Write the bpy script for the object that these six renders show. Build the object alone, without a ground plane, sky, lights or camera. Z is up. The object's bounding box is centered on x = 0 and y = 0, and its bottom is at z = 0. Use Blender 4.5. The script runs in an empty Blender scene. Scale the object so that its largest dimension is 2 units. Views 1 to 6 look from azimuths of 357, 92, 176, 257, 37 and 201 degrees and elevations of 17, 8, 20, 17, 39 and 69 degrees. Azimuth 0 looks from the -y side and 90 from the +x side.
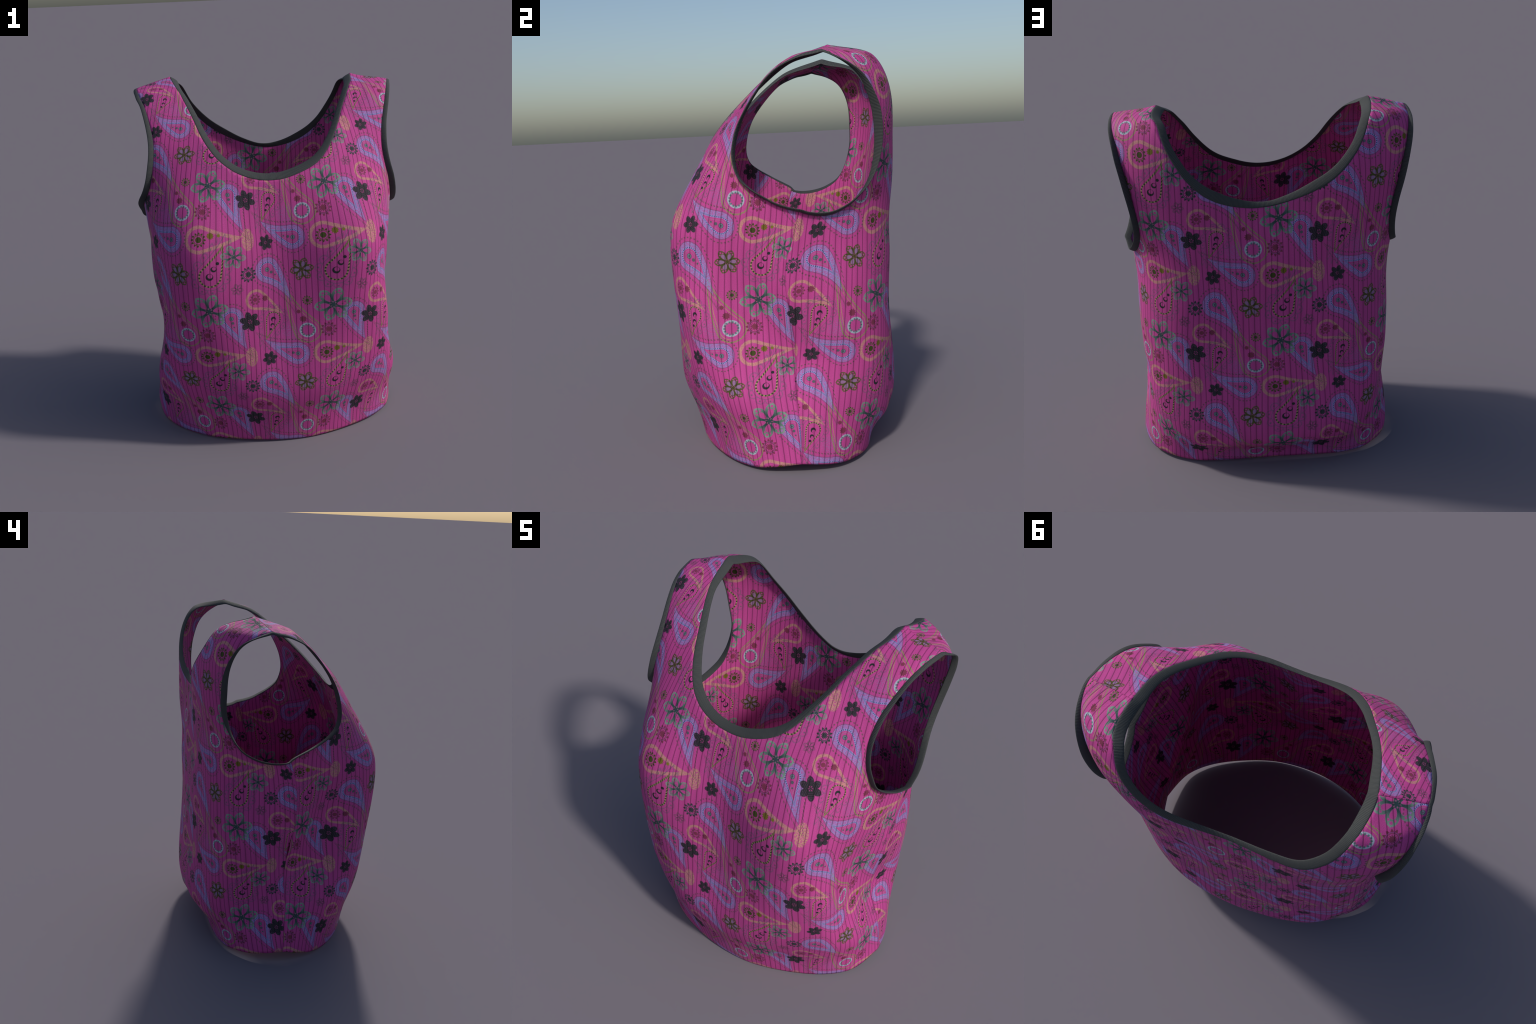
"""Sleeveless ribbed-knit top with an all-over paisley print and dark rib bindings.

The garment is drafted the way a dressmaker would do it: two flat pattern pieces
(front and back, measured in print repeats u, v) whose outline is given by the neck,
armhole, seam and hem curves.  Each piece is then draped: cross-section stations give
the worn shape, and a thin-plate spline carries the flat piece onto them.  The flat
piece is kept as the basis shape, so the print lies on the cloth (Generated
coordinates) and follows every fold of it.
"""
import bpy, math, random
import numpy as np
from mathutils import Vector
from mathutils.geometry import delaunay_2d_cdt

random.seed(7)

# ---------------------------------------------------------------- cross-section stations
FRONT, BACK = {"uv": [], "xyz": []}, {"uv": [], "xyz": []}


def station(panel, v, u_from, u_to, section):
    """One level of the garment: points in millimetres, evenly spaced from u_from to u_to."""
    for u, point in zip(np.linspace(u_from, u_to, len(section)), section):
        panel["uv"].append((u, v))
        panel["xyz"].append([c / 1000 for c in point])


station(FRONT, 2.42, -1.116, 2.198, [(-726, 47, 35), (-680, -129, -5), (-557, -282, -19), (-386, -395, -20), (-198, -454, -15), (-9, -469, -26), (184, -444, -37), (370, -375, -27), (534, -281, -17), (665, -143, -5), (716, 43, 24)])
station(FRONT, 2.25, -1.111, 2.212, [(-719, 41, 131), (-681, -142, 98), (-561, -300, 87), (-388, -416, 89), (-199, -478, 94), (-6, -492, 82), (193, -466, 71), (380, -390, 81), (543, -295, 91), (669, -147, 98), (707, 44, 125)])
station(FRONT, 2.10, -1.116, 2.231, [(-707, 43, 221), (-687, -152, 194), (-571, -315, 178), (-398, -433, 185), (-207, -501, 183), (-4, -517, 173), (204, -488, 168), (392, -407, 172), (560, -308, 182), (680, -149, 191), (697, 45, 213)])
station(FRONT, 1.97, -1.109, 2.240, [(-696, 36, 299), (-694, -170, 268), (-580, -336, 252), (-405, -456, 256), (-208, -527, 249), (0, -540, 244), (215, -513, 240), (410, -432, 245), (582, -325, 253), (695, -159, 266), (684, 40, 287)])
station(FRONT, 1.80, -1.130, 2.249, [(-677, 47, 404), (-692, -175, 366), (-604, -354, 350), (-425, -476, 350), (-215, -550, 342), (-2, -559, 342), (216, -544, 336), (424, -466, 343), (603, -350, 349), (693, -170, 363), (655, 35, 380)])
station(FRONT, 1.50, -1.141, 2.271, [(-660, 45, 567), (-669, -179, 540), (-614, -372, 518), (-434, -500, 520), (-213, -553, 515), (-1, -543, 520), (226, -551, 517), (447, -495, 520), (618, -373, 519), (637, -170, 526), (617, 40, 531)])
station(FRONT, 1.20, -1.129, 2.267, [(-677, 26, 725), (-662, -173, 715), (-613, -389, 701), (-437, -517, 701), (-215, -544, 703), (2, -515, 702), (229, -542, 706), (451, -517, 702), (617, -388, 701), (606, -169, 700), (653, 29, 694)])
station(FRONT, 0.95, -1.100, 2.235, [(-695, 7, 863), (-663, -177, 868), (-606, -394, 862), (-442, -533, 864), (-214, -535, 865), (0, -501, 863), (221, -533, 865), (449, -534, 862), (599, -400, 857), (611, -181, 850), (684, 6, 847)])
station(FRONT, 0.70, -1.094, 2.226, [(-699, 11, 1016), (-673, -181, 1014), (-608, -390, 1027), (-445, -542, 1037), (-206, -519, 1029), (2, -480, 1025), (217, -522, 1032), (460, -540, 1034), (593, -386, 1021), (637, -180, 997), (695, 13, 989)])
station(FRONT, 0.50, -1.109, 2.260, [(-698, 28, 1125), (-682, -165, 1123), (-618, -371, 1153), (-442, -526, 1177), (-199, -499, 1157), (6, -460, 1150), (226, -510, 1164), (473, -524, 1170), (609, -361, 1146), (661, -149, 1113), (699, 47, 1101)])
station(FRONT, 0.30, -1.149, 2.337, [(-706, 54, 1234), (-694, -137, 1229), (-619, -333, 1280), (-428, -467, 1306), (-196, -458, 1287), (16, -433, 1277), (246, -466, 1293), (481, -458, 1300), (625, -303, 1270), (681, -93, 1226), (711, 99, 1231)])
station(FRONT, 0.12, -0.873, 1.900, [(-711, -92, 1336), (-636, -265, 1380), (-463, -390, 1409), (-245, -414, 1402), (-32, -402, 1389), (188, -412, 1398), (407, -407, 1410), (595, -312, 1390), (680, -127, 1345)])
station(FRONT, -0.04, -0.634, 1.759, [(-668, -195, 1461), (-539, -300, 1489), (-365, -360, 1496), (-181, -375, 1488), (2, -372, 1484), (184, -375, 1491), (367, -358, 1497), (537, -301, 1485), (659, -184, 1458)])
station(FRONT, -0.20, -0.579, 0.146, [(-648, -192, 1558), (-528, -253, 1571), (-389, -300, 1577), (-247, -329, 1575)])
station(FRONT, -0.20, 0.966, 1.697, [(247, -322, 1578), (393, -296, 1578), (524, -254, 1568), (637, -183, 1554)])
station(FRONT, -0.40, -0.572, -0.025, [(-640, -155, 1665), (-546, -187, 1669), (-440, -212, 1671), (-335, -240, 1673)])
station(FRONT, -0.40, 1.112, 1.689, [(326, -240, 1670), (432, -216, 1667), (534, -186, 1663), (635, -146, 1660)])
station(FRONT, -0.60, -0.638, -0.126, [(-657, -83, 1766), (-573, -112, 1765), (-477, -128, 1764), (-381, -148, 1763)])
station(FRONT, -0.60, 1.223, 1.740, [(373, -152, 1752), (462, -133, 1753), (558, -113, 1757), (655, -84, 1762)])
station(FRONT, -0.80, -0.736, -0.228, [(-688, 11, 1861), (-607, -17, 1860), (-518, -36, 1853), (-426, -54, 1847)])
station(FRONT, -0.80, 1.343, 1.825, [(416, -55, 1835), (503, -38, 1843), (600, -25, 1853), (686, 5, 1856)])
station(FRONT, -1.00, -0.836, -0.326, [(-722, 117, 1917), (-643, 93, 1932), (-557, 71, 1929), (-468, 47, 1922)])
station(FRONT, -1.00, 1.449, 1.915, [(462, 45, 1906), (551, 64, 1915), (639, 88, 1920), (718, 119, 1915)])
station(FRONT, -1.20, -0.879, -0.398, [(-735, 203, 1945), (-659, 186, 1962), (-579, 168, 1973), (-497, 145, 1975)])
station(FRONT, -1.20, 1.501, 1.972, [(494, 134, 1947), (578, 159, 1947), (662, 185, 1944), (742, 212, 1940)])
station(FRONT, -1.40, -0.880, -0.449, [(-730, 277, 1980), (-661, 260, 1992), (-589, 244, 2003), (-516, 228, 2011)])
station(FRONT, -1.40, 1.509, 1.975, [(505, 212, 1976), (588, 232, 1967), (669, 256, 1962), (747, 283, 1962)])
station(BACK, 2.36, -1.577, 1.355, [(713, 42, 60), (668, 207, 40), (550, 330, 20), (395, 386, -5), (208, 407, -3), (10, 406, -2), (-195, 402, -3), (-378, 391, -5), (-541, 344, 12), (-675, 214, 40), (-724, 45, 68)])
station(BACK, 2.27, -1.581, 1.374, [(708, 43, 113), (666, 213, 92), (547, 341, 75), (393, 396, 47), (204, 418, 51), (4, 415, 54), (-202, 412, 52), (-384, 399, 49), (-547, 350, 68), (-674, 214, 92), (-720, 41, 118)])
station(BACK, 2.20, -1.584, 1.381, [(705, 44, 155), (663, 215, 135), (546, 351, 114), (393, 408, 84), (203, 433, 89), (3, 432, 92), (-204, 427, 89), (-386, 410, 87), (-548, 356, 106), (-670, 217, 134), (-715, 42, 159)])
station(BACK, 2.14, -1.586, 1.388, [(701, 45, 190), (661, 217, 171), (546, 360, 145), (393, 425, 112), (202, 455, 118), (2, 457, 119), (-206, 449, 118), (-389, 425, 116), (-548, 361, 136), (-665, 219, 171), (-711, 43, 195)])
station(BACK, 2.08, -1.588, 1.398, [(696, 45, 224), (658, 220, 207), (547, 370, 173), (394, 448, 138), (200, 484, 144), (1, 491, 143), (-210, 478, 143), (-392, 445, 141), (-551, 366, 166), (-661, 218, 210), (-705, 42, 232)])
station(BACK, 2.03, -1.594, 1.411, [(691, 43, 253), (658, 221, 236), (549, 378, 198), (395, 467, 160), (199, 509, 166), (-1, 519, 164), (-214, 502, 165), (-397, 461, 163), (-555, 369, 193), (-659, 214, 242), (-701, 38, 263)])
station(BACK, 1.97, -1.601, 1.420, [(684, 40, 287), (657, 222, 270), (553, 386, 230), (399, 483, 195), (200, 530, 197), (-2, 541, 195), (-218, 522, 196), (-401, 476, 194), (-558, 374, 228), (-656, 212, 281), (-696, 36, 300)])
station(BACK, 1.85, -1.615, 1.426, [(664, 36, 354), (654, 223, 339), (567, 395, 303), (403, 496, 280), (205, 545, 275), (1, 556, 272), (-218, 537, 274), (-406, 490, 274), (-565, 386, 302), (-652, 215, 351), (-683, 41, 374)])
station(BACK, 1.60, -1.639, 1.435, [(621, 37, 482), (648, 225, 476), (579, 403, 453), (397, 504, 448), (208, 545, 442), (3, 549, 436), (-211, 533, 435), (-400, 490, 444), (-573, 400, 455), (-655, 226, 476), (-663, 51, 514)])
station(BACK, 1.30, -1.668, 1.472, [(637, 37, 638), (665, 228, 641), (576, 408, 630), (402, 508, 625), (207, 539, 620), (-3, 536, 614), (-207, 525, 612), (-402, 493, 619), (-580, 400, 630), (-670, 223, 646), (-668, 33, 671)])
station(BACK, 1.00, -1.713, 1.523, [(680, 13, 817), (675, 224, 832), (586, 403, 813), (409, 509, 811), (207, 537, 806), (-1, 534, 799), (-207, 526, 800), (-410, 495, 805), (-588, 398, 815), (-672, 218, 828), (-693, 9, 836)])
station(BACK, 0.70, -1.740, 1.552, [(695, 14, 991), (670, 223, 1017), (584, 405, 996), (401, 528, 1003), (205, 554, 999), (-1, 530, 985), (-218, 529, 997), (-415, 495, 995), (-589, 399, 1001), (-667, 208, 1015), (-699, 11, 1016)])
station(BACK, 0.40, -1.681, 1.558, [(702, 74, 1168), (644, 315, 1186), (470, 499, 1182), (234, 588, 1202), (-26, 541, 1184), (-275, 522, 1193), (-514, 464, 1193), (-663, 269, 1198), (-699, 37, 1179)])
station(BACK, 0.20, -1.248, 1.052, [(645, 353, 1302), (527, 478, 1303), (358, 557, 1314), (184, 560, 1317), (-4, 538, 1321), (-181, 538, 1327), (-355, 525, 1326), (-528, 472, 1326), (-650, 350, 1323)])
station(BACK, 0.05, -1.185, 1.015, [(640, 403, 1394), (506, 506, 1397), (338, 554, 1402), (170, 542, 1411), (-8, 527, 1421), (-180, 540, 1428), (-352, 536, 1428), (-521, 494, 1425), (-647, 391, 1419)])
station(BACK, -0.06, -1.181, 1.013, [(648, 418, 1462), (506, 514, 1464), (337, 552, 1468), (168, 536, 1481), (-9, 523, 1492), (-181, 542, 1500), (-357, 545, 1501), (-525, 506, 1497), (-654, 408, 1488)])
station(BACK, -0.20, 0.230, 1.026, [(-209, 552, 1589), (-380, 557, 1591), (-540, 511, 1586), (-668, 418, 1574)])
station(BACK, -0.20, -1.190, -0.473, [(660, 428, 1549), (532, 511, 1548), (381, 548, 1552), (240, 547, 1562)])
station(BACK, -0.35, 0.444, 1.048, [(-347, 566, 1686), (-472, 541, 1685), (-589, 492, 1678), (-688, 420, 1665)])
station(BACK, -0.35, -1.226, -0.656, [(680, 421, 1642), (583, 494, 1641), (465, 537, 1640), (348, 552, 1645)])
station(BACK, -0.50, 0.589, 1.072, [(-428, 539, 1779), (-529, 511, 1776), (-626, 470, 1766), (-707, 409, 1753)])
station(BACK, -0.50, -1.276, -0.761, [(704, 397, 1734), (620, 469, 1735), (517, 518, 1733), (412, 542, 1733)])
station(BACK, -0.65, 0.672, 1.106, [(-472, 499, 1867), (-568, 473, 1867), (-655, 432, 1857), (-725, 373, 1837)])
station(BACK, -0.65, -1.329, -0.846, [(724, 353, 1819), (649, 427, 1828), (557, 482, 1830), (463, 515, 1825)])
station(BACK, -0.80, 0.742, 1.170, [(-504, 440, 1945), (-595, 406, 1944), (-674, 358, 1925), (-741, 299, 1896)])
station(BACK, -0.80, -1.429, -0.899, [(737, 261, 1889), (678, 348, 1899), (585, 419, 1910), (491, 466, 1906)])
station(BACK, -0.95, 0.821, 1.226, [(-523, 350, 1997), (-598, 306, 1981), (-671, 261, 1959), (-740, 216, 1938)])
station(BACK, -0.95, -1.490, -0.954, [(714, 174, 1946), (654, 250, 1947), (589, 323, 1948), (521, 389, 1952)])
station(BACK, -1.10, -1.051, 1.230, [(528, 277, 1978), (162, 438, 2033), (-292, 381, 2065), (-712, 151, 1990)])
station(BACK, -1.10, -1.490, -1.011, [(669, 108, 1991), (608, 167, 1983), (559, 228, 1976), (517, 293, 1981)])


class Drape:
    """Thin-plate spline from the flat piece (u, v) to the worn shape (x, y, z)."""

    def __init__(self, panel):
        self.at = np.array(panel["uv"])
        n = len(self.at)
        flat = np.c_[np.ones(n), self.at]
        system = np.block([[self.kernel(self.at) + 1e-6 * np.eye(n), flat], [flat.T, np.zeros((3, 3))]])
        self.w = np.linalg.solve(system, np.r_[np.array(panel["xyz"]), np.zeros((3, 3))])

    def kernel(self, q):
        r2 = ((q[:, None] - self.at[None]) ** 2).sum(-1)
        return 0.5 * r2 * np.log(np.maximum(r2, 1e-12))

    def __call__(self, q):
        q = np.atleast_2d(np.asarray(q, float))
        out = []
        for part in np.array_split(q, max(1, len(q) // 4000)):
            out.append(self.kernel(part) @ self.w[:-3] + np.c_[np.ones(len(part)), part] @ self.w[-3:])
        return np.concatenate(out)


def curve(points, n):
    """Smooth curve (Catmull-Rom) through a few points, n samples evenly along it."""
    c = np.array(points, float)
    d = np.r_[0, np.cumsum(np.linalg.norm(np.diff(c, axis=0), axis=1) ** 0.5)]
    m = np.empty_like(c)
    m[1:-1] = (c[2:] - c[:-2]) / (d[2:] - d[:-2])[:, None]
    m[0], m[-1] = (c[1] - c[0]) / (d[1] - d[0]), (c[-1] - c[-2]) / (d[-1] - d[-2])

    def at(t):
        i = np.clip(np.searchsorted(d, t, side="right") - 1, 0, len(c) - 2)
        h = d[i + 1] - d[i]
        s, h = ((t - d[i]) / h)[:, None], h[:, None]
        return (2 * s**3 - 3 * s**2 + 1) * c[i] + (s**3 - 2 * s**2 + s) * h * m[i] + (3 * s**2 - 2 * s**3) * c[i + 1] + (s**3 - s**2) * h * m[i + 1]

    fine = at(np.linspace(0, d[-1], 40 * len(c)))
    length = np.r_[0, np.cumsum(np.linalg.norm(np.diff(fine, axis=0), axis=1))]
    want = np.linspace(0, length[-1], n)
    return np.stack([np.interp(want, length, fine[:, k]) for k in range(fine.shape[1])], -1)


# ---------------------------------------------------------------- outlines of the pattern pieces
NECK_FRONT = [(-0.485, -1.485), (-0.45, -1.32), (-0.4, -1.14), (-0.35, -1.01), (-0.275, -0.86), (-0.19, -0.695), (-0.085, -0.475), (0.02, -0.315), (0.12, -0.21), (0.25, -0.12), (0.39, -0.068), (0.53, -0.049), (0.66, -0.057), (0.8, -0.096), (0.93, -0.153), (1.025, -0.238), (1.12, -0.375), (1.21, -0.535), (1.28, -0.655), (1.355, -0.78), (1.425, -0.895), (1.48, -1.03), (1.515, -1.16), (1.53, -1.3), (1.525, -1.49)]
NECK_BACK = [(0.885, -1.075), (0.857, -0.985), (0.785, -0.85), (0.71, -0.695), (0.63, -0.535), (0.5, -0.385), (0.355, -0.262), (0.17, -0.165), (-0.025, -0.105), (-0.12, -0.096), (-0.22, -0.1), (-0.39, -0.147), (-0.56, -0.24), (-0.69, -0.362), (-0.795, -0.52), (-0.875, -0.668), (-0.935, -0.845), (-1.01, -1.04), (-1.055, -1.165)]
ARM_FRONT_RIGHT = [(1.955, -1.215), (1.92, -1.07), (1.86, -0.92), (1.8, -0.79), (1.71, -0.575), (1.675, -0.44), (1.665, -0.3), (1.69, -0.14), (1.735, -0.03), (1.8, 0.07), (1.91, 0.14), (2.02, 0.19), (2.1, 0.23), (2.21, 0.27), (2.3, 0.295)]
ARM_BACK_RIGHT = [(-1.69, 0.29), (-1.62, 0.325), (-1.53, 0.35), (-1.45, 0.355), (-1.38, 0.335), (-1.29, 0.28), (-1.21, 0.19), (-1.165, 0.1), (-1.15, -0.02), (-1.165, -0.17), (-1.21, -0.36), (-1.25, -0.48), (-1.3, -0.63), (-1.37, -0.745), (-1.44, -0.84), (-1.47, -0.905)]
ARM_FRONT_LEFT = [(-0.86, -1.225), (-0.85, -1.12), (-0.785, -0.92), (-0.7, -0.775), (-0.6, -0.56), (-0.555, -0.42), (-0.55, -0.28), (-0.575, -0.12), (-0.61, -0.03), (-0.67, 0.04), (-0.76, 0.085), (-0.89, 0.14), (-1, 0.2), (-1.1, 0.26), (-1.17, 0.305)]
ARM_BACK_LEFT = [(1.52, 0.335), (1.43, 0.365), (1.33, 0.375), (1.22, 0.36), (1.13, 0.32), (1.06, 0.265), (1.01, 0.17), (0.985, 0.05), (0.985, -0.08), (1.015, -0.25), (1.04, -0.43), (1.065, -0.56), (1.1, -0.69), (1.16, -0.82), (1.2, -0.92), (1.21, -0.975)]
# side seams as (v, u on the front piece, u on the back piece)
SEAM_RIGHT = [(0.295, 2.30, -1.69), (0.5, 2.262, -1.712), (0.65, 2.228, -1.74), (0.85, 2.225, -1.738), (1.0, 2.248, -1.711), (1.2, 2.266, -1.684), (1.5, 2.272, -1.646), (1.8, 2.249, -1.622), (2.1, 2.232, -1.588), (2.39, 2.20, -1.576)]
SEAM_LEFT = [(0.32, -1.16, 1.54), (0.5, -1.108, 1.556), (0.7, -1.095, 1.552), (0.95, -1.10, 1.531), (1.15, -1.126, 1.494), (1.4, -1.138, 1.46), (1.65, -1.14, 1.431), (1.9, -1.112, 1.425), (2.1, -1.114, 1.392), (2.39, -1.114, 1.35)]
HEM_BACK = [(-1.576, 2.39), (-1.2, 2.395), (-0.9, 2.365), (-0.6, 2.345), (-0.1, 2.335), (0.4, 2.34), (0.7, 2.365), (1.0, 2.385), (1.35, 2.39)]
STEP = 0.026  # mesh size on the flat piece, in print repeats

drape = {"front": Drape(FRONT), "back": Drape(BACK)}


def seam_table(rows, piece):
    rows = np.array(rows)
    return rows[:, 0], rows[:, 1 if piece == "front" else 2]


def seam_line(rows, piece, n=70):
    v, u = seam_table(rows, piece)
    return curve(np.c_[u, v], n)


def seam_u(rows, piece, v):
    line = seam_line(rows, piece)
    return np.interp(v, line[:, 1], line[:, 0])


SHOULDERS = [(ARM_FRONT_LEFT[0], NECK_FRONT[0], ARM_BACK_LEFT[-1], NECK_BACK[0]), (ARM_FRONT_RIGHT[0], NECK_FRONT[-1], ARM_BACK_RIGHT[-1], NECK_BACK[-1])]


def sew(piece, q):
    """Worn position of points of a piece: draped, then eased so that the seams meet."""
    q = np.atleast_2d(np.asarray(q, float))
    p = drape[piece](q)
    hollow = lambda u, v, ru, rv: np.exp(-(((q[:, 0] - u) / ru) ** 2) - ((q[:, 1] - v) / rv) ** 2)[:, None]
    if piece == "back":  # hollow between the shoulder blades
        p = p + hollow(-0.5, 0.46, 0.26, 0.3) * [0, -0.055, 0] + hollow(-0.5, 1.05, 0.2, 0.35) * [0, -0.016, 0]
    else:  # the left side sinks in towards the waist
        p = p + (hollow(-0.84, 1.3, 0.2, 0.32) + 0.6 * hollow(-0.7, 0.85, 0.17, 0.28)) * [0.038, 0.035, 0]
    move, weight = np.zeros_like(p), np.full(len(q), 1e-9)
    for rows in (SEAM_LEFT, SEAM_RIGHT):
        v = np.clip(q[:, 1], rows[0][0], rows[-1][0])
        front, back = (drape[s](np.c_[seam_u(rows, s, v), v]) for s in ("front", "back"))
        own = front if piece == "front" else back
        gap = (front + back) / 2 - own
        if rows is SEAM_LEFT:  # the left side seam has come open a little below the waist
            open_ = np.exp(-(((v - 1.27) / 0.15) ** 2))[:, None]
            gap += open_ * np.array([[-0.007, -0.006, 0]] if piece == "front" else [[0.006, 0.004, 0]])
        near = np.exp(-((np.abs(q[:, 0] - seam_u(rows, piece, v)) / 0.22) ** 2)) * np.exp(-((np.minimum(q[:, 1] - rows[0][0], 0) / 0.12) ** 2))
        move += near[:, None] * gap
    for af, nf, ab, nb in SHOULDERS:
        a, b = (np.array(x) for x in ((af, nf) if piece == "front" else (ab, nb)))
        s = np.clip(((q - a) @ (b - a)) / ((b - a) @ (b - a)), 0, 1)[:, None]
        front = drape["front"](np.array(af) * (1 - s) + np.array(nf) * s)
        back = drape["back"](np.array(ab) * (1 - s) + np.array(nb) * s)
        own = front if piece == "front" else back
        foot = a * (1 - s) + b * s
        near = np.exp(-((np.linalg.norm(q - foot, axis=1) / 0.22) ** 2))
        move += near[:, None] * ((front + back) / 2 - own)
    p = p + move
    z = p[:, 2] + 0.008
    p[:, 2] = np.where(z < 0.12, 0.5 * (z + np.sqrt(z * z + 0.018**2)) - 0.0004, z + 0.0003)  # rests on the ground
    top = p[:, 2] - 1.93
    p[:, 2] = np.where(top > 0, 1.93 + top * 0.68, p[:, 2])  # shoulders lie flatter than the spline carries them
    return p


def outline(piece):
    """Closed outline of a piece, anticlockwise parts joined end to end, with the open borders marked."""
    k = lambda pts: max(6, int(np.linalg.norm(np.diff(np.array(pts), axis=0), axis=1).sum() / STEP))
    if piece == "front":
        parts = [
            seam_line(SEAM_RIGHT, piece, 84), curve([(2.20, 2.39), (1.4, 2.395), (0.5, 2.39), (-0.3, 2.395), (-1.114, 2.39)], 128), seam_line(SEAM_LEFT, piece, 84)[::-1],
            curve(ARM_FRONT_LEFT, k(ARM_FRONT_LEFT))[::-1], np.linspace(ARM_FRONT_LEFT[0], NECK_FRONT[0], 18),
            curve(NECK_FRONT, k(NECK_FRONT)), np.linspace(NECK_FRONT[-1], ARM_FRONT_RIGHT[0], 18), curve(ARM_FRONT_RIGHT, k(ARM_FRONT_RIGHT)),
        ]
    else:
        parts = [
            seam_line(SEAM_LEFT, piece, 84), curve(HEM_BACK, 118)[::-1], seam_line(SEAM_RIGHT, piece, 84)[::-1],
            curve(ARM_BACK_RIGHT, k(ARM_BACK_RIGHT)), np.linspace(ARM_BACK_RIGHT[-1], NECK_BACK[-1], 18),
            curve(NECK_BACK, k(NECK_BACK))[::-1], np.linspace(NECK_BACK[0], ARM_BACK_LEFT[-1], 18), curve(ARM_BACK_LEFT, k(ARM_BACK_LEFT))[::-1],
        ]
    loop = [p for part in parts for p in part]
    clean = [loop[0]]
    for p in loop[1:]:
        if np.linalg.norm(p - clean[-1]) > STEP * 0.25:
            clean.append(p)
    if np.linalg.norm(clean[0] - clean[-1]) < STEP * 0.25:
        clean.pop()
    return np.array(clean)


def inside(loop, q):
    x, y = q[:, 0], q[:, 1]
    hit = np.zeros(len(q), bool)
    for a, b in zip(loop, np.roll(loop, -1, axis=0)):
        if a[1] != b[1]:
            hit ^= ((a[1] > y) != (b[1] > y)) & (x < (b[0] - a[0]) * (y - a[1]) / (b[1] - a[1]) + a[0])
    return hit


def smooth_mesh(name, flat, worn, faces, material):
    """A mesh whose basis shape is the flat cloth and whose worn shape is the draped one."""
    me = bpy.data.meshes.new(name)
    me.from_pydata([tuple(map(float, p)) for p in flat], [], faces)
    me.polygons.foreach_set("use_smooth", [True] * len(faces))
    me.materials.append(material)
    me.use_auto_texspace = False
    me.texspace_location, me.texspace_size = (0.5, 0.5, 0.5), (0.5, 0.5, 0.5)  # Generated = flat position
    ob = bpy.data.objects.new(name, me)
    bpy.context.scene.collection.objects.link(ob)
    ob.shape_key_add(name="flat")
    worn_key = ob.shape_key_add(name="worn")
    worn_key.data.foreach_set("co", np.asarray(worn, np.float32).ravel())
    worn_key.value = 1.0
    return ob


def panel(piece, name, material):
    loop = outline(piece)
    lo, hi = loop.min(0), loop.max(0)
    grid = []
    for r, v in enumerate(np.arange(lo[1] + STEP / 2, hi[1], STEP * 0.87)):
        u = np.arange(lo[0] + (r % 2) * STEP / 2, hi[0], STEP)
        grid.append(np.c_[u, np.full(len(u), v)])
    grid = np.concatenate(grid)
    grid = grid[inside(loop, grid)]
    far = np.ones(len(grid), bool)
    for a in loop:
        far &= ((grid - a) ** 2).sum(1) > (STEP * 0.62) ** 2
    grid = grid[far]
    points = np.r_[loop, grid]
    n = len(loop)
    verts, _, tris, *_ = delaunay_2d_cdt([Vector(p) for p in points], [(i, (i + 1) % n) for i in range(n)], [list(range(n))], 1, 1e-6)
    flat = np.array([tuple(p) for p in verts])
    e = 2e-3
    worn = sew(piece, flat)
    normal = np.cross(sew(piece, flat + [e, 0]) - sew(piece, flat - [e, 0]), sew(piece, flat + [0, e]) - sew(piece, flat - [0, e]))
    normal /= -np.linalg.norm(normal, axis=1)[:, None]
    centre = np.array([0.0, 0.05, 0.0])
    level = worn * [1, 1, 0] - centre
    if (np.einsum("ij,ij->i", normal, level)).mean() < 0:
        normal = -normal
    outer, inner = worn + normal * 0.0022, worn - normal * 0.0022
    m = len(flat)
    faces = []
    for t in tris:
        a, b, c = (worn[i] for i in t)
        if np.dot(np.cross(b - a, c - a), normal[t[0]]) < 0:
            t = t[::-1]
        faces.append(tuple(t))
    edge_of = {}
    for t in faces:
        for i in range(3):
            edge_of[(t[i], t[(i + 1) % 3])] = True
    rim = [(b, a) for a, b in edge_of if (b, a) not in edge_of]
    faces += [tuple(i + m for i in t[::-1]) for t in faces]
    faces += [(a, b, b + m, a + m) for a, b in rim]
    flat3 = np.c_[flat, np.zeros(m)]
    return smooth_mesh(name, np.r_[flat3, flat3], np.r_[outer, inner], faces, material)


# ---------------------------------------------------------------- bindings
def along(points, t):
    """Periodic smooth lookup: points at equal angles, t in turns."""
    c, n = np.array(points, float), len(points)
    x = (np.asarray(t) % 1.0) * n
    i = np.floor(x).astype(int) % n
    s = (x - np.floor(x))[:, None]
    p0, p1, p2, p3 = c[(i - 1) % n], c[i], c[(i + 1) % n], c[(i + 2) % n]
    return 0.5 * (2 * p1 + (p2 - p0) * s + (2 * p0 - 5 * p1 + 4 * p2 - p3) * s**2 + (3 * p1 - p0 - 3 * p2 + p3) * s**3)


SECTION = [(-0.07, 0.0025), (0.0, 0.0062), (0.16, 0.0078), (0.4, 0.0085), (0.65, 0.0078), (0.87, 0.0056), (0.98, 0.0024), (1.0, -0.0006), (0.93, -0.0036), (0.6, -0.0052), (0.25, -0.0052), (0.0, -0.0046), (-0.07, -0.003)]


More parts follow.
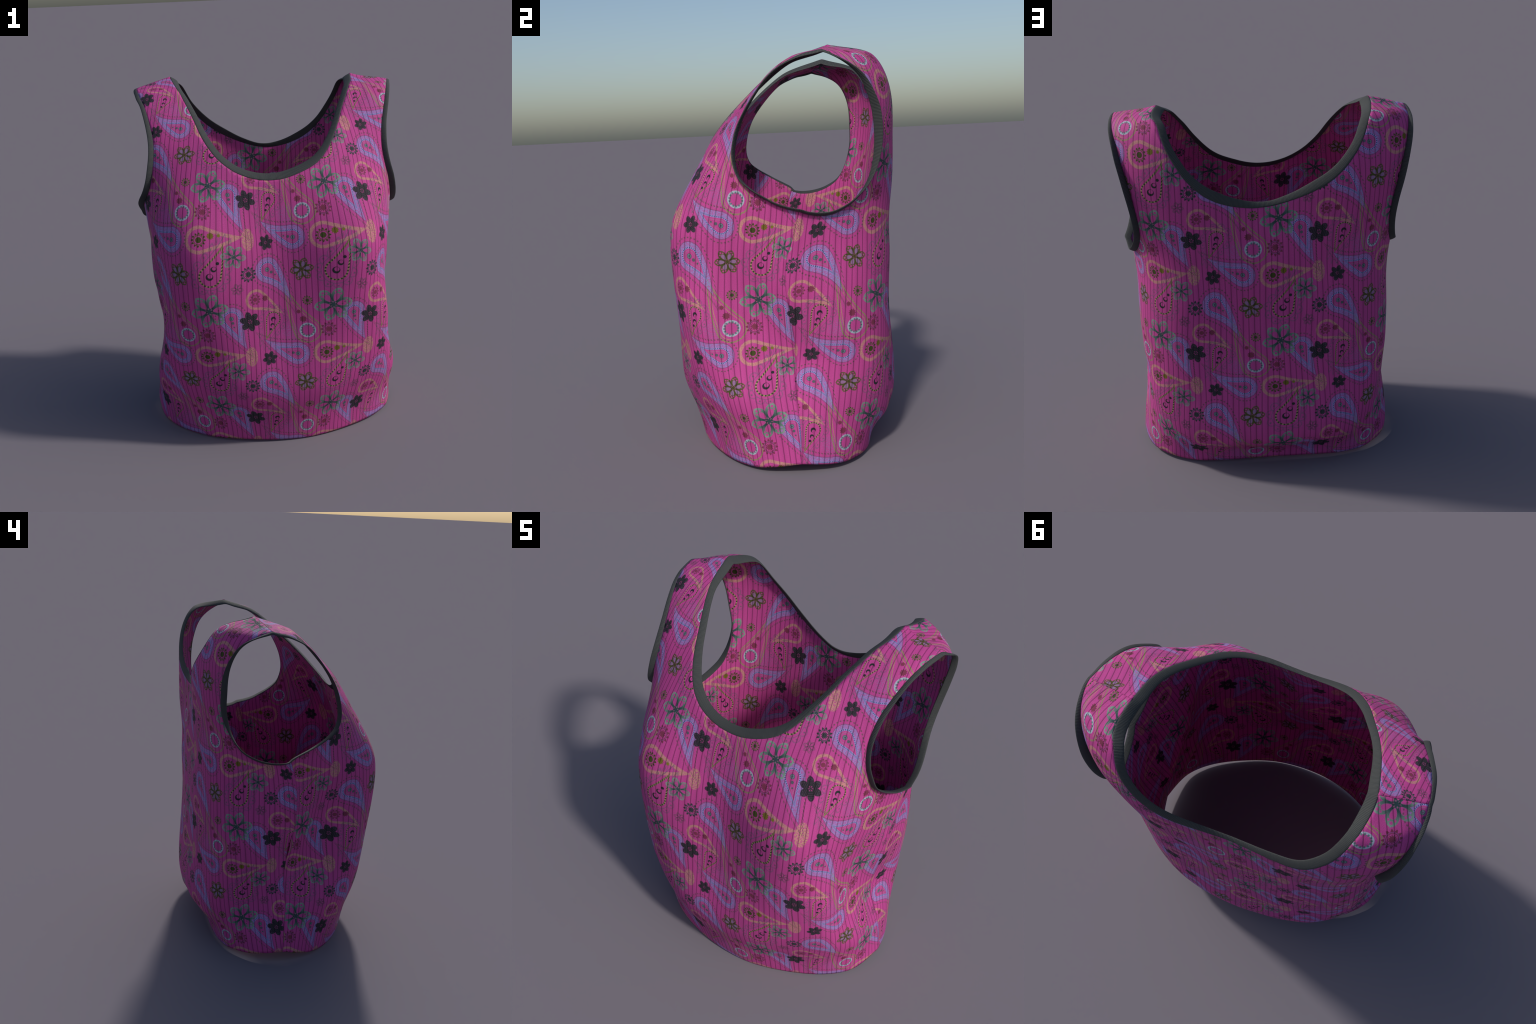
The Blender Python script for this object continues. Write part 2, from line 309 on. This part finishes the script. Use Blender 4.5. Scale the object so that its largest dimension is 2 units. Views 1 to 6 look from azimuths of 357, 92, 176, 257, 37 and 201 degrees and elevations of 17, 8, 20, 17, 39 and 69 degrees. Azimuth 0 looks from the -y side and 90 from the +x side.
def binding(name, border, free, centre, material):
    """Rib tape round an opening: from the cloth's border (closed loop) to its free edge."""
    n = len(border)
    tangent = np.roll(border, -1, axis=0) - np.roll(border, 1, axis=0)
    tangent /= np.linalg.norm(tangent, axis=1)[:, None]
    across = free - border
    across -= tangent * np.einsum("ij,ij->i", across, tangent)[:, None] * 0.7
    out = np.cross(tangent, across)
    out /= np.linalg.norm(out, axis=1)[:, None]
    if np.einsum("ij,ij->i", out, centre(border)).mean() < 0:
        out = -out
    length = np.r_[0, np.cumsum(np.linalg.norm(np.roll(border, -1, axis=0) - border, axis=1))]
    k = len(SECTION)
    width = np.r_[0, np.cumsum([math.hypot((b[0] - a[0]) * 0.035, b[1] - a[1]) for a, b in zip(SECTION, SECTION[1:])])]
    flat, worn, faces = [], [], []
    for i in range(n + 1):
        j = i % n
        for (f, o), w in zip(SECTION, width):
            flat.append((length[i], w, 0))
            worn.append(border[j] + across[j] * f + out[j] * o * 0.62)
    for i in range(n):
        for s in range(k - 1):
            faces.append((i * k + s, i * k + s + 1, (i + 1) * k + s + 1, (i + 1) * k + s))
        faces.append((i * k + k - 1, i * k, (i + 1) * k, (i + 1) * k + k - 1))
    a, b, c = (np.array(worn[faces[3][m]]) for m in (0, 1, 2))
    if np.dot(np.cross(b - a, c - a), out[0]) < 0:
        faces = [f[::-1] for f in faces]
    return smooth_mesh(name, flat, worn, faces, material)


def opening(pieces, n):
    """3D loop of a border made of pieces (piece name, uv curve), evenly spaced."""
    pts = np.concatenate([sew(p, curve(c, 120)) for p, c in pieces])
    keep = [0]
    for i in range(1, len(pts)):
        if np.linalg.norm(pts[i] - pts[keep[-1]]) > 0.004:
            keep.append(i)
    pts = pts[keep]
    for _ in range(3):
        pts = (np.roll(pts, 1, axis=0) + 2 * pts + np.roll(pts, -1, axis=0)) / 4
    closed = np.r_[pts, pts[:1]]
    d = np.r_[0, np.cumsum(np.linalg.norm(np.diff(closed, axis=0), axis=1))]
    t = np.linspace(0, d[-1], n, endpoint=False)
    return np.stack([np.interp(t, d, closed[:, k]) for k in range(3)], -1)


# offset from the cloth's border to the tape's free edge, every 15 degrees (millimetres)
NECK_TAPE = [(-2, -13, 24), (1, -15, 31), (13, -20, 40), (30, -24, 19), (42, -20, -17), (41, -10, -27), (34, 0, -19), (32, 8, -8), (31, 17, -1), (30, 30, 7), (22, 38, 17), (11, 36, 26),
             (0, 33, 30), (-11, 36, 30), (-21, 36, 24), (-27, 28, 11), (-29, 16, -5), (-32, 8, -14), (-36, 1, -18), (-41, -9, -22), (-40, -18, -15), (-27, -19, 16), (-13, -17, 41), (-3, -14, 33)]
ARM_TAPE = [(31, 0, 14), (32, -2, 12), (33, -4, 10), (34, -5, 7), (34, -8, 3), (31, -13, -1), (28, -14, -1), (27, -8, 2), (25, -4, 3), (24, -3, 3), (23, 0, 1), (21, 1, -6),
            (17, 0, -12), (16, 0, -5), (19, 4, 6), (24, 13, 12), (25, 24, 12), (24, 34, 8), (23, 36, 0), (22, 34, -6), (24, 26, -8), (28, 16, 0), (32, 6, 8), (32, 2, 12)]


# ---------------------------------------------------------------- print: a small expression builder for shader nodes
class Num:
    tree = None

    def __init__(self, s):
        self.s = s

    def __add__(a, b): return op("ADD", a, b)
    def __sub__(a, b): return op("SUBTRACT", a, b)
    def __mul__(a, b): return op("MULTIPLY", a, b)
    def __rsub__(a, b): return op("SUBTRACT", b, a)
    __radd__, __rmul__ = __add__, __mul__


def op(kind, *args, clamp=False):
    node = Num.tree.nodes.new("ShaderNodeMath")
    node.operation, node.use_clamp = kind, clamp
    for socket, a in zip(node.inputs, args):
        if isinstance(a, Num):
            Num.tree.links.new(a.s, socket)
        else:
            socket.default_value = a
    return Num(node.outputs[0])


def within(d, soft):  # 1 where d < 0
    return op("MULTIPLY_ADD", d, -1 / soft, 0.5, clamp=True)


def band(g, at, half, soft):
    return within(op("ABSOLUTE", g - at) - half, soft)


def hyp(x, y): return op("SQRT", op("MULTIPLY_ADD", x, x, y * y))


def disc(p, x, y, r, soft=0.004): return within(hyp(p[0] - x, p[1] - y) - r, soft)


class Print:
    def __init__(self, u, v, ground):
        self.u, self.v, self.c = u, v, ground

    def at(self, cx, cy, turn=0.0, flip=1):
        x, y = op("WRAP", self.u - cx, 0.5, -0.5), op("WRAP", self.v - cy, 0.5, -0.5)
        if turn == 0:
            return x * flip, y
        c, s = math.cos(turn), math.sin(turn)
        return op("MULTIPLY_ADD", x, c * flip, y * (s * flip)), op("MULTIPLY_ADD", y, c, x * -s)

    def paint(self, mask, colour, strength=1.0):
        mix = Num.tree.nodes.new("ShaderNodeMix")
        mix.data_type = "RGBA"
        Num.tree.links.new((mask * strength if strength < 1 else mask).s, mix.inputs[0])
        Num.tree.links.new(self.c, mix.inputs[6])
        mix.inputs[7].default_value = (*colour, 1)
        self.c = mix.outputs[2]

    def drop(self, cx, cy, tip, r, ratio, bend):
        """Bent teardrop round its head: local frame (y to the tip), scale g (1 = outline) and run t along it."""
        ang = math.atan2(tip[1], tip[0]) - math.pi / 2
        p = self.at(cx, cy, ang)
        back = op("MAXIMUM", p[1], 0.0)
        x = op("MULTIPLY_ADD", back * back, -bend / r, p[0])
        ax, b = op("ABSOLUTE", x), 1 / ratio
        a = math.sqrt(1 - b * b)
        k, flank = p[1] * a - ax * b, op("MULTIPLY_ADD", ax, a, p[1] * b)
        head = op("LESS_THAN", k, 0.0)
        g = op("MULTIPLY_ADD", hyp(x, p[1]) - flank, head, flank) * (1 / r)
        phi = op("ARCTAN2", ax, p[1] * -1.0)
        run = op("DIVIDE", k, op("MAXIMUM", g * r, 0.001)) + (math.pi / 2 + math.asin(b))
        return p, g, op("MULTIPLY_ADD", phi - run, head, run)

    def blue_paisley(self, cx, cy, tip, r, bend, speck):
        p, g, t = self.drop(cx, cy, tip, r, 3.0, bend)
        s = 0.005 / r
        dots = within(0.1 - op("COSINE", t * 26.0), 0.5)
        self.paint(band(g, 1.36, 0.27, s) * op("MULTIPLY_ADD", speck, 0.6, 0.35), (0.25, 0.24, 0.54), 0.9)
        self.paint(band(g, 1.0, 0.12, s), (0.30, 0.30, 0.62), 0.85)
        self.paint(band(g, 1.0, 0.075, s) * dots, (0.035, 0.06, 0.17))
        self.paint(band(g, 1.68, 0.03, s), (0.06, 0.08, 0.14), 0.8)
        self.paint(band(g, 0.64, 0.035, s), (0.34, 0.17, 0.28), 0.8)
        self.paint(band(g, 2.13, 0.085, s) * within(0.0 - op("COSINE", t * 30.0), 0.6), (0.10, 0.075, 0.07), 0.8)
        for y, q in ((-0.05, 0.32), (0.62, 0.2), (1.25, 0.12)):
            self.paint(disc(p, 0, y * r, q * r), (0.05, 0.10, 0.11), 0.9)
        self.paint(band(hyp(p[0], p[1] + 0.05 * r), 0.18 * r, 0.04 * r, 0.004), (0.2, 0.28, 0.33), 0.8)

    def scalloped_paisley(self, cx, cy, tip, r, bend, inner, outer, moons):
        p, g, t = self.drop(cx, cy, tip, r, 3.2, bend)
        s = 0.005 / r
        cell = op("WRAP", t * 1.0, 0.31, -0.31)
        bump = hyp(cell * 1.1, (g - inner) * (0.34 / (outer - inner)))
        self.paint(band(bump, 0.33, 0.025, 0.07) * within(inner - g, s) * within(t - 4.1, 0.1), (0.13, 0.10, 0.16), 0.75)
        self.paint(within(hyp(cell, (g - (inner + (outer - inner) * 0.5)) * 0.6) - 0.05, 0.07) * within(t - 4.1, 0.1), (0.09, 0.10, 0.12), 0.9)
        self.paint(band(g, inner, 0.035, s), (0.16, 0.10, 0.17), 0.85)
        self.paint(band(g, 1.0, 0.065, s), (0.32, 0.34, 0.09), 0.8)
        self.paint(band(g, 1.0, 0.085, s) * within(0.0 - op("COSINE", t * 19.0), 0.5), (0.03, 0.05, 0.02))
        for (x, y, q), hollow in zip(moons, (0.62, 0.6, 0)):
            d = self.at(cx + x, cy + y)
            m = disc(d, 0, 0, q)
            if hollow:
                m = m * (1.0 - disc(d, 0.15 * q, 0.1 * q - 0.35 * q * (1 if tip[1] < 0 else -1), hollow * q))
            self.paint(m, (0.02, 0.022, 0.025))

    def tan_paisley(self, cx, cy, tip, r, bend, grain, colour):
        _, g, _t = self.drop(cx, cy, tip, r, 3.1, bend)
        self.paint(band(g, 0.88, 0.125, 0.005 / r), colour, 0.3)
        self.paint(band(g, 0.88, 0.125, 0.005 / r) * grain, colour, 0.6)

    def leaf_outline(self, cx, cy, tip, r, bend):
        _, g, t = self.drop(cx, cy, tip, r, 3.7, bend)
        wave = op("MULTIPLY_ADD", op("SINE", t * 34.0), 0.03, g)
        self.paint(band(wave, 1.0, 0.045, 0.06), (0.24, 0.26, 0.09), 0.9)
        self.paint(band(g, 0.8, 0.025, 0.05) * within(t * -1.0 + 0.6, 0.4), (0.42, 0.27, 0.13), 0.8)
        p = self.at(cx, cy)
        d, a = hyp(*p), op("ARCTAN2", p[1], p[0])
        self.paint(band(d, 0.057, 0.008, 0.004), (0.38, 0.42, 0.5))
        self.paint(within(op("ABSOLUTE", d - 0.048) - 0.008, 0.004) * within(0.0 - op("COSINE", a * 14.0), 0.6), (0.10, 0.17, 0.18))

    def flower(self, cx, cy, r, turn, dark, light, fill=None, solid=False):
        x, y = self.at(cx, cy)
        d, a = hyp(x, y) * (1 / r), op("ARCTAN2", y, x)
        f = op("WRAP", a - math.radians(turn), math.pi / 6, -math.pi / 6)
        px, py = d * op("COSINE", f), op("ABSOLUTE", d * op("SINE", f))
        soft = 0.005 / r
        petal = op("MAXIMUM", within((hyp((px - 0.55) * (1 / 0.4), py * (1 / 0.29)) - 1.0) * 0.3, soft), within(op("MAXIMUM", py - (1.0 - px) * 0.6, 0.75 - px), soft))
        petal = op("MAXIMUM", petal, within(op("MAXIMUM", py - 0.05, px - 0.3), soft))
        hole = within((hyp((px - 0.42) * (1 / 0.24), op("DIVIDE", py, op("MULTIPLY_ADD", px, 0.22, 0.05))) - 1.0) * 0.15, soft)
        dots = op("MAXIMUM", within(hyp(px - 0.8, py) - 0.07, soft), within(hyp(px - 0.69, py - 0.14) - 0.055, soft))
        if solid:
            self.paint(petal, dark)
            self.paint(petal * op("MAXIMUM", dots, band(op("MODULO", px * 7.0, 1.0), 0.5, 0.1, 0.3)), light, 0.45)
            return
        if fill:
            self.paint(hole, fill, 0.9)
        body = petal * (1.0 - hole) * (1.0 - dots)
        self.paint(body, light)
        self.paint(body * within(px - 0.6, 0.6), dark)

    def gear(self, cx, cy, r, teeth, dark, ring=None, star=True):
        x, y = self.at(cx, cy)
        d, a = hyp(x, y) * (1 / r), op("ARCTAN2", y, x)
        soft = 0.005 / r
        wave = op("COSINE", a * float(teeth))
        rim = within(d - op("MULTIPLY_ADD", wave, 0.14, 0.86), soft)
        if ring:
            self.paint(rim * within(0.66 - d, soft), dark)
            self.paint(band(d, 0.6, 0.05, soft), dark, 0.9)
            self.paint(band(d, 0.68, 0.025, soft), ring, 0.8)
            self.paint(within(d - (op("MULTIPLY_ADD", wave, 0.1, 0.38) if star else 0.4), soft), dark)
        else:
            self.paint(rim, dark)


def knit_print():
    mat = bpy.data.materials.new("paisley_rib_knit")
    mat.use_nodes = True
    nt = Num.tree = mat.node_tree
    N, L = nt.nodes.new, nt.links.new
    tc, sep = N("ShaderNodeTexCoord"), N("ShaderNodeSeparateXYZ")
    L(tc.outputs["Generated"], sep.inputs[0])
    u, v = Num(sep.outputs[0]), Num(sep.outputs[1])

    def noise(scale, detail=2.0):
        n = N("ShaderNodeTexNoise")
        n.inputs["Scale"].default_value, n.inputs["Detail"].default_value = scale, detail
        L(tc.outputs["Generated"], n.inputs["Vector"])
        return Num(n.outputs[0])

    ground = N("ShaderNodeRGB")
    ground.outputs[0].default_value = (*PINK, 1)
    p = Print(u, v, ground.outputs[0])
    speck = within(0.5 - noise(95.0, 1.0), 0.12)
    grain = within(0.47 - noise(120.0, 1.0), 0.12)
    teal, sage, ink, plum = (0.03, 0.06, 0.065), (0.21, 0.30, 0.25), (0.022, 0.018, 0.024), (0.12, 0.085, 0.13)
    maroon, olive, tan = (0.20, 0.035, 0.075), (0.055, 0.06, 0.012), (0.52, 0.33, 0.17)
    p.paint(band(hyp(*p.at(0.66, 0.24)), 0.0, 0.075, 0.05) * speck, (0.30, 0.14, 0.34), 0.55)
    p.leaf_outline(0.792, 0.225, (-0.42, -0.61), 0.108, -0.05)
    p.tan_paisley(-0.059, 0.43, (1, 0.05), 0.106, 0.04, grain, tan)
    p.tan_paisley(0.372, 0.935, (0.95, 0.36), 0.086, -0.06, grain, tan)
    p.paint(within(hyp(p.at(0.312, 0.432)[0] * 1.7, p.at(0.312, 0.432)[1]) - 0.088, 0.012) * grain, tan, 0.75)
    p.blue_paisley(0.166, 0.078, (0.12, 0.52), 0.060, 0.03, speck)
    p.blue_paisley(0.474, 0.694, (0.72, 0.5), 0.064, -0.07, speck)
    p.blue_paisley(0.706, 0.434, (-1, -0.2), 0.060, -0.06, speck)
    p.scalloped_paisley(0.515, 0.112, (-0.42, 0.9), 0.057, 0.02, 1.55, 2.2, [(0, 0.004, 0.021), (-0.011, 0.054, 0.017), (-0.026, 0.09, 0.0105)])
    p.scalloped_paisley(0.022, 0.714, (0.5, -0.9), 0.078, 0.04, 1.38, 1.95, [(-0.003, 0, 0.028), (0.028, -0.06, 0.022), (0.056, -0.105, 0.0125)])
    p.flower(0, 0, 0.155, -10, teal, sage)
    p.flower(0.193, 0.565, 0.10, 8, teal, sage)
    p.flower(0.315, 0.117, 0.09, 16, ink, plum, solid=True)
    p.flower(0.47, 0.464, 0.068, -12, ink, plum, solid=True)
    p.flower(0.767, 0.702, 0.102, -10, olive, (0.10, 0.10, 0.03), fill=(0.26, 0.16, 0.30))
    p.flower(0.22, 0.833, 0.052, 10, (0.15, 0.05, 0.10), (0.22, 0.08, 0.15))
    p.gear(0.308, 0.718, 0.066, 12, (0.03, 0.04, 0.045), (0.30, 0.13, 0.28))
    p.gear(-0.04, 0.22, 0.068, 12, maroon, (0.33, 0.10, 0.34))
    p.gear(-0.059, 0.432, 0.057, 12, olive, (0.50, 0.10, 0.22), star=False)
    p.gear(0.365, 0.933, 0.047, 10, maroon, (0.40, 0.10, 0.22), star=False)
    p.gear(0.026, 0.401, 0.028, 10, (0.16, 0.12, 0.015))
    p.gear(0.087, 0.398, 0.014, 8, (0.20, 0.16, 0.02))
    p.gear(0.45, 0.93, 0.027, 10, maroon)
    p.gear(0.76, 0.126, 0.030, 10, maroon)
    p.gear(0.728, 0.06, 0.019, 8, maroon)
    p.gear(0.801, -0.036, 0.042, 12, (0.05, 0.07, 0.02), (0.42, 0.32, 0.14))
    # ribs: a dark furrow between raised wales, and the fine grain of the stitches
    wale = op("FRACT", u * 22.0)
    furrow = band(wale, 0.5, 0.07, 0.16)
    broad = op("MULTIPLY_ADD", op("SINE", u * 69.1), 0.05, 0.99)
    stitch = op("MULTIPLY_ADD", noise(230.0, 1.5), 0.9, 0.55)
    shade = (1.0 - furrow * 0.62) * broad * stitch
    tint = N("ShaderNodeVectorMath")
    tint.operation = "SCALE"
    L(p.c, tint.inputs[0])
    L(shade.s, tint.inputs["Scale"])
    bsdf = nt.nodes["Principled BSDF"]
    L(tint.outputs[0], bsdf.inputs["Base Color"])
    bsdf.inputs["Roughness"].default_value = 0.75
    bsdf.inputs["Specular IOR Level"].default_value = 0.25
    bump = N("ShaderNodeBump")
    bump.inputs["Strength"].default_value, bump.inputs["Distance"].default_value = 0.35, 0.004
    L((stitch - furrow * 0.8).s, bump.inputs["Height"])
    L(bump.outputs[0], bsdf.inputs["Normal"])
    return mat


def rib_tape():
    mat = bpy.data.materials.new("dark_rib_tape")
    mat.use_nodes = True
    nt = Num.tree = mat.node_tree
    tc, sep = nt.nodes.new("ShaderNodeTexCoord"), nt.nodes.new("ShaderNodeSeparateXYZ")
    nt.links.new(tc.outputs["Generated"], sep.inputs[0])
    rib = op("MULTIPLY_ADD", op("SINE", Num(sep.outputs[0]) * (2 * math.pi / 0.0062)), 0.5, 0.5)
    mix, bump, bsdf = nt.nodes.new("ShaderNodeMix"), nt.nodes.new("ShaderNodeBump"), nt.nodes["Principled BSDF"]
    mix.data_type = "RGBA"
    nt.links.new(rib.s, mix.inputs[0])
    mix.inputs[6].default_value, mix.inputs[7].default_value = (0.024, 0.027, 0.027, 1), (0.05, 0.055, 0.054, 1)
    nt.links.new(mix.outputs[2], bsdf.inputs["Base Color"])
    nt.links.new(rib.s, bump.inputs["Height"])
    bump.inputs["Strength"].default_value, bump.inputs["Distance"].default_value = 0.4, 0.002
    nt.links.new(bump.outputs[0], bsdf.inputs["Normal"])
    bsdf.inputs["Roughness"].default_value = 0.8
    return mat


# ---------------------------------------------------------------- assembly
PINK = (0.49, 0.06, 0.265)
knit, tape = knit_print(), rib_tape()
root = bpy.data.objects.new("knitted_tank_top", None)
bpy.context.scene.collection.objects.link(root)
root["label"] = "pink ribbed sleeveless top with paisley print, dark bindings"
root["category"] = "tank top"
parts = [panel("front", "front_panel", knit), panel("back", "back_panel", knit)]

neck = opening([("front", NECK_FRONT), ("back", NECK_BACK[::-1])], 300)
turn = np.arctan2(neck[:, 0], -(neck[:, 1] - 0.08)) / (2 * math.pi) + 0.5
middle = np.array([0, 0.08, 1.2])
parts.append(binding("neck_binding", neck, neck + along(NECK_TAPE, turn) / 1000, lambda b: (b - middle) * [1, 1, 0.3], tape))

for side, front, back in ((1, ARM_FRONT_RIGHT, ARM_BACK_RIGHT), (-1, ARM_FRONT_LEFT, ARM_BACK_LEFT)):
    chain = [("front", front), ("back", back)] if side > 0 else [("front", front), ("back", back)]
    arm = opening(chain, 280)
    turn = np.arctan2(arm[:, 1] - 0.17, arm[:, 2] - 1.62) / (2 * math.pi) + 0.5
    hub = np.array([0, 0.17, 1.62])
    parts.append(binding("armhole_binding", arm, arm + along(ARM_TAPE, turn) * [side, 1, 1] / 1000, lambda b: (b - hub) * [0, 1, 1], tape))
for part in parts:
    part.parent = root
